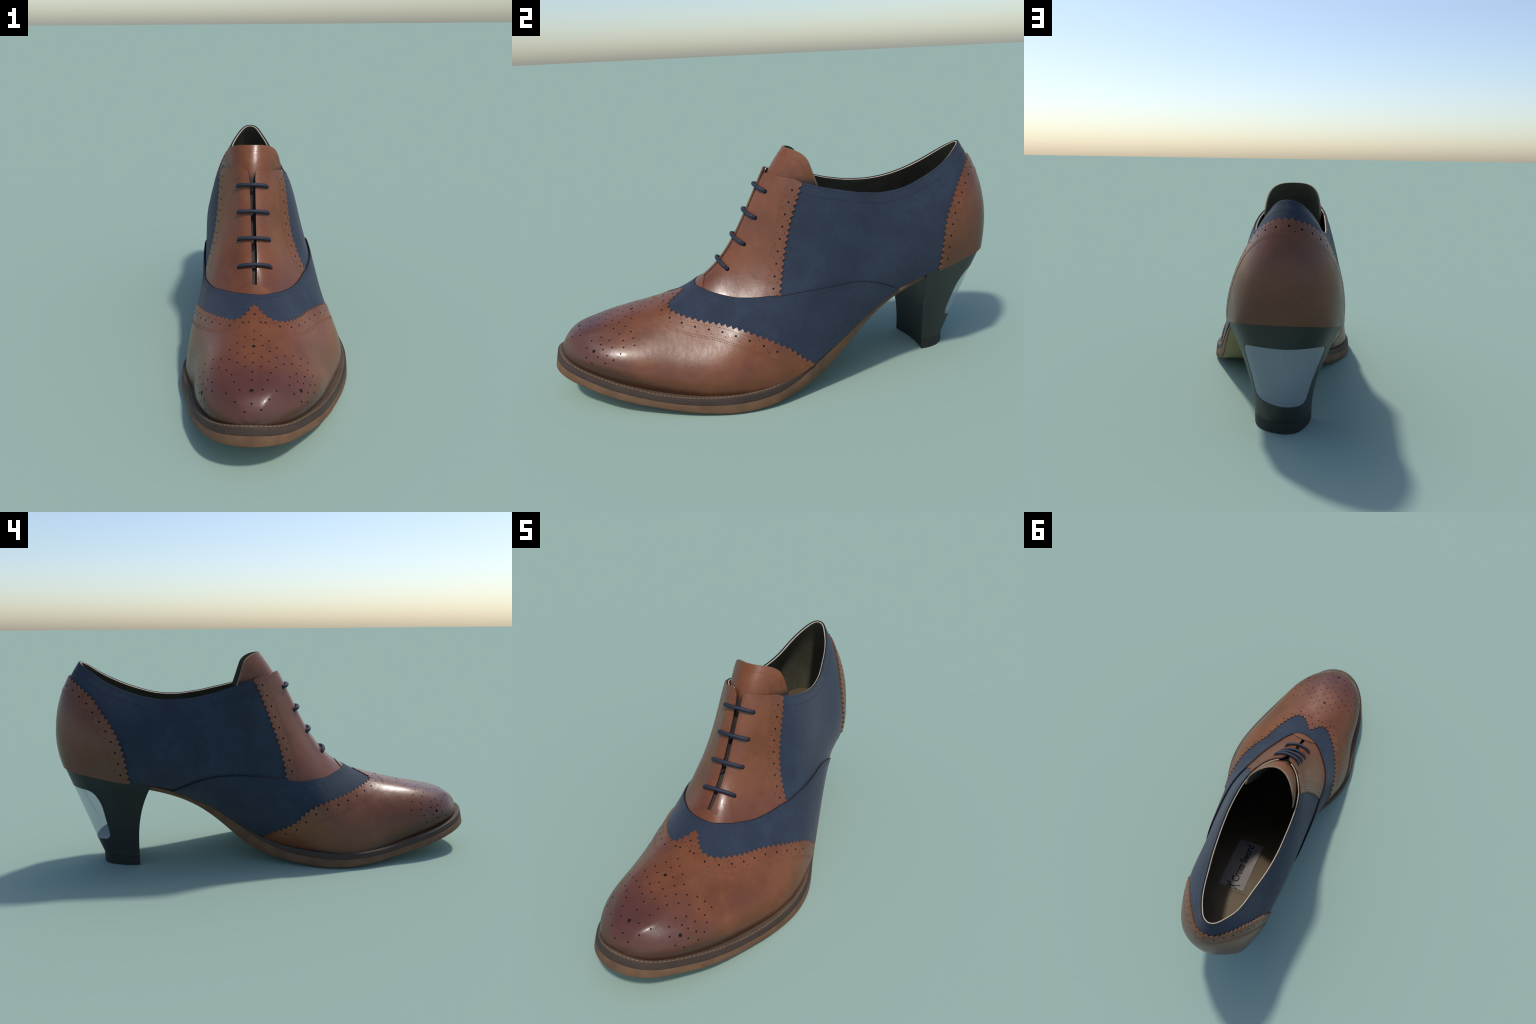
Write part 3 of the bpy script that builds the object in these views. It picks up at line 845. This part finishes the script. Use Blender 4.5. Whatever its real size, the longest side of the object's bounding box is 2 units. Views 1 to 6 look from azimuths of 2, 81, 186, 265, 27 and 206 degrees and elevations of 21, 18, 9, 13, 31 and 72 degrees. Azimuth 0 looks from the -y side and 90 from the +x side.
LB_O, LB_X, LB_Y = (-.013, .645), (-.140, -.022), (.029, -.292)      # heel-side corner, across, along
label = lay_on_insole("insole_label", 4, 24, LB_O, LB_X, LB_Y, .003, M_LABEL, shoe)


def lettering():
    cu = bpy.data.curves.new("label_text", 'FONT'); cu.body = "Cross Sword"; cu.size = 1; cu.extrude = 0; cu.offset = .018; cu.resolution_u = 3
    ob = bpy.data.objects.new("label_text", cu); bpy.context.collection.objects.link(ob); bpy.context.view_layer.update()
    me = bpy.data.meshes.new_from_object(ob.evaluated_get(bpy.context.evaluated_depsgraph_get())); bpy.data.objects.remove(ob); bpy.data.curves.remove(cu)
    co = np.array([v.co[:] for v in me.vertices]); w, lo = np.ptp(co[:, 0]), co[:, 0].min()
    along, across = np.array(LB_Y), np.array(LB_X); al = along / np.linalg.norm(along); up = np.array([1., .157]); up -= (up @ al) * al; up /= np.linalg.norm(up)
    base = np.array(LB_O) + across * .66 + along * .13; sx = np.linalg.norm(along) * .80 / w; sy = sx * 1.35
    V = [(*(base + al * (x - lo) * sx + up * y * sy), 0) for x, y, _ in co]; V = [(x, y, insole_z(y) + .0042) for x, y, _ in V]
    F = [tuple(p.vertices) for p in me.polygons]
    t = make_object("label_text", V, F, [M_INK], None, label, None, False)
    sm = t.modifiers.new("thickness", 'SOLIDIFY'); sm.thickness = .0008; sm.offset = 0
    # two little crossed blades before the words
    for ang, o in ((.35, -.012), (-.35, .012)):
        c = np.array(LB_O) + across * (.52 + o * 3) + along * .05; d = up * math.cos(ang) + al * math.sin(ang); n2 = np.array([-d[1], d[0]])
        pts = [(-.038, .002), (.016, .003), (.016, .011), (.021, .011), (.021, .003), (.036, .003), (.036, -.003), (.021, -.003), (.021, -.011), (.016, -.011), (.016, -.003), (-.038, -.002)]
        vs = [c + d * a + n2 * b for a, b in pts]; z = [insole_z(v[1]) for v in vs]
        V = [(v[0], v[1], q + .0042) for v, q in zip(vs, z)] + [(v[0], v[1], q + .0034) for v, q in zip(vs, z)]; m = len(pts)
        F = [tuple(range(m)), tuple(range(2*m-1, m-1, -1))] + [(i, (i+1) % m, m+(i+1) % m, m+i) for i in range(m)]
        make_object("blade_mark", V, F, [M_INK], None, label, None, False)


lettering()
row = np.array([np.array(LB_O) + np.array(LB_X) * s + np.array([-.003, .018]) for s in np.linspace(-.06, 1.1, 30)])
row3 = np.array([(x, y, insole_z(y)) for x, y in row])
stitches("insole_stitching", [(row3, np.repeat([[0, 0, 1.]], len(row3), 0))], M_THREAD_D, label, .007, .004, .002, .0125)

# --- heel ------------------------------------------------------------------------------
BASE = smooth_line([(.022, .668), (.016, .712), (-.003, .756), (-.040, .792), (-.078, .808), (-.115, .815), (-.150, .805), (-.178, .780), (-.203, .724), (-.214, .677), (-.218, .637)], 110)


def heel_outline_top(n):
    """upper edge of the heel block: the feather line round the back, slightly inset"""
    a = np.linspace(-3.62, 3.30, 200)[::-1]; P = wrap_point(np.stack([a, np.zeros(200)], 1))
    T = np.gradient(P[:, :2], axis=0); N = np.stack([T[:, 1], -T[:, 0]], 1); N /= np.linalg.norm(N, axis=1)[:, None]
    if N[100, 1] < 0: N = -N
    P[:, :2] -= N * .004
    s = np.r_[0, np.cumsum(np.linalg.norm(np.diff(P, axis=0), axis=1))]
    return np.stack([np.interp(np.linspace(0, s[-1], n), s, P[:, k]) for k in range(3)], 1)


def heel_rings(z0, z1, levels, inset=0., n=96):
    """rings from z0 to the upper edge (z1=None) or to a flat cut z1"""
    top = heel_outline_top(n)
    s = np.r_[0, np.cumsum(np.linalg.norm(np.diff(BASE, axis=0), axis=1))]
    bot = np.stack([np.interp(np.linspace(0, s[-1], n), s, BASE[:, k]) for k in (0, 1)], 1)
    u = np.linspace(0, 1, n)
    back = np.clip(np.sin(math.pi * u) * 1.6 - .3, 0, 1)
    front_pow = np.where(u > .5, 2.6, 1.3)
    rings = []
    for lv in levels:
        zt_ = top[:, 2] + .004
        z = z0 + (zt_ - z0) * lv if z1 is None else np.full(n, z0 + (z1 - z0) * lv)
        w = np.clip((z - .046) / (zt_ - .046), 0, 1)
        wx = w ** 1.55; wy = (1 - back) * w ** front_pow + back * w ** .9
        x = bot[:, 0] + (top[:, 0] - bot[:, 0]) * wx; y = bot[:, 1] + (top[:, 1] - bot[:, 1]) * wy
        ring = np.stack([x, y, z], 1)
        # breast of the heel: slightly hollow front
        k = 14; f = np.linspace(0, 1, k + 2)[1:-1]; a, b = ring[-1], ring[0]
        fr = a + (b - a) * f[:, None]; fr[:, 1] += .016 * np.sin(math.pi * f)
        ring = np.vstack([ring, fr])
        if inset:
            c = ring.mean(0); d = ring[:, :2] - c[:2]; ring[:, :2] = c[:2] + d * (1 - inset / np.linalg.norm(d, axis=1))[:, None]
        rings.append(ring)
    return rings


def ring_solid(name, rings, mats, parent, smooth_angle=40):
    n = len(rings[0]); V = np.vstack(rings); F = []
    for k in range(len(rings) - 1):
        for i in range(n):
            j = (i + 1) % n; F.append((k*n+i, k*n+j, (k+1)*n+j, (k+1)*n+i))
    F += [tuple(range(n))[::-1], tuple((len(rings)-1)*n + i for i in range(n))]
    ob = make_object(name, V, F, mats, None, parent)
    import bmesh
    bm = bmesh.new(); bm.from_mesh(ob.data); bmesh.ops.recalc_face_normals(bm, faces=bm.faces); bm.to_mesh(ob.data); bm.free()
    ob.data.set_sharp_from_angle(angle=math.radians(smooth_angle)); return ob


NOTCH_INNER = [(1.02, .425), (.95, .412), (.907, .405), (.882, .400), (.846, .391), (.821, .374), (.803, .346), (.788, .305), (.777, .230),
               (.767, .165), (.770, .145), (.786, .134), (.802, .133), (.83, .142), (.90, .175), (1.02, .235)]
NOTCH_MID = [(1.02, .408), (.95, .396), (.907, .389), (.88, .381), (.848, .366), (.826, .348), (.81, .325), (.797, .290), (.784, .220),
             (.774, .155), (.777, .135), (.79, .124), (.806, .123), (.832, .122), (.90, .143), (1.02, .20)]
NOTCH_OUTER = [(1.02, .416), (.95, .406), (.915, .400), (.89, .394), (.868, .382), (.850, .363), (.834, .335), (.820, .298), (.806, .236),
               (.796, .196), (.797, .183), (.803, .175), (.812, .173), (.835, .178), (.90, .200), (1.02, .250)]


def notch_cutter(grow=0.):
    """the recess in the back of the heel runs right through; its roof and floor bow down towards the middle"""
    A, B, C = (smooth_line(p, 80) for p in (NOTCH_INNER, NOTCH_MID, NOTCH_OUTER)); rings = []
    for x in np.linspace(-.42, .22, 23):
        u = np.clip((x + .12) / .17, -1, 1); w = abs(u) ** 1.6; P = B * (1 - w) + (A if u < 0 else C) * w
        if grow:
            T = np.gradient(P, axis=0); N = np.stack([-T[:, 1], T[:, 0]], 1); N /= np.linalg.norm(N, axis=1)[:, None]
            N *= np.sign(((P - np.array([.95, .28])) * N).sum(1))[:, None]; P = P + N * grow
        rings.append(np.column_stack([np.full(len(P), x), P]))
    n = len(rings[0]); V = np.vstack(rings); F = [tuple(range(n)), tuple(len(V) - 1 - i for i in range(n))]
    for k in range(len(rings) - 1):
        F += [(k*n+i, k*n+(i+1) % n, (k+1)*n+(i+1) % n, (k+1)*n+i) for i in range(n)]
    ob = make_object("notch_cutter", V, F, [M_HEEL], None, None, None, False)
    import bmesh
    bm = bmesh.new(); bm.from_mesh(ob.data); bmesh.ops.triangulate(bm, faces=bm.faces); bmesh.ops.recalc_face_normals(bm, faces=bm.faces); bm.to_mesh(ob.data); bm.free()
    return ob


def boolean(ob, cutter, op):
    md = ob.modifiers.new("cut", 'BOOLEAN'); md.object = cutter; md.operation = op; md.solver = 'EXACT'
    bpy.context.view_layer.update()
    me = bpy.data.meshes.new_from_object(ob.evaluated_get(bpy.context.evaluated_depsgraph_get()))
    ob.modifiers.clear(); old = ob.data; ob.data = me; me.name = old.name; bpy.data.meshes.remove(old)
    me.polygons.foreach_set("use_smooth", np.ones(len(me.polygons), bool)); me.set_sharp_from_angle(angle=math.radians(35))


lv = list(np.linspace(0, 1, 30))
heel = ring_solid("heel", heel_rings(.043, None, lv), [M_HEEL], shoe)
window = ring_solid("heel_window", heel_rings(.043, None, lv, .0015), [M_CLEAR], heel)
cut_a, cut_b = notch_cutter(), notch_cutter(-.0008)
boolean(heel, cut_a, 'DIFFERENCE'); boolean(window, cut_b, 'INTERSECT')
for c in (cut_a, cut_b): bpy.data.objects.remove(c)
tip = ring_solid("heel_tip", heel_rings(0, .042, [0, .06, .94, 1]), [M_TIP], heel)
# two faint pale streaks inside the clear block
for x0, x1 in ((-.105, -.128), (-.135, -.130)):
    s = np.linspace(0, 1, 10)[:, None]; P = np.array([[x0, .905, .372]]) * (1 - s) + np.array([[x1, .822, .20]]) * s
    sweep("pale_streak", P, np.linspace(.0024, .0006, 10), M_STREAK, heel, 8)
    sweep("pale_streak_end", np.array([[x0, .912, .372], [x0, .900, .366]]), .0065, M_STREAK, heel, 12)

bpy.context.view_layer.update()
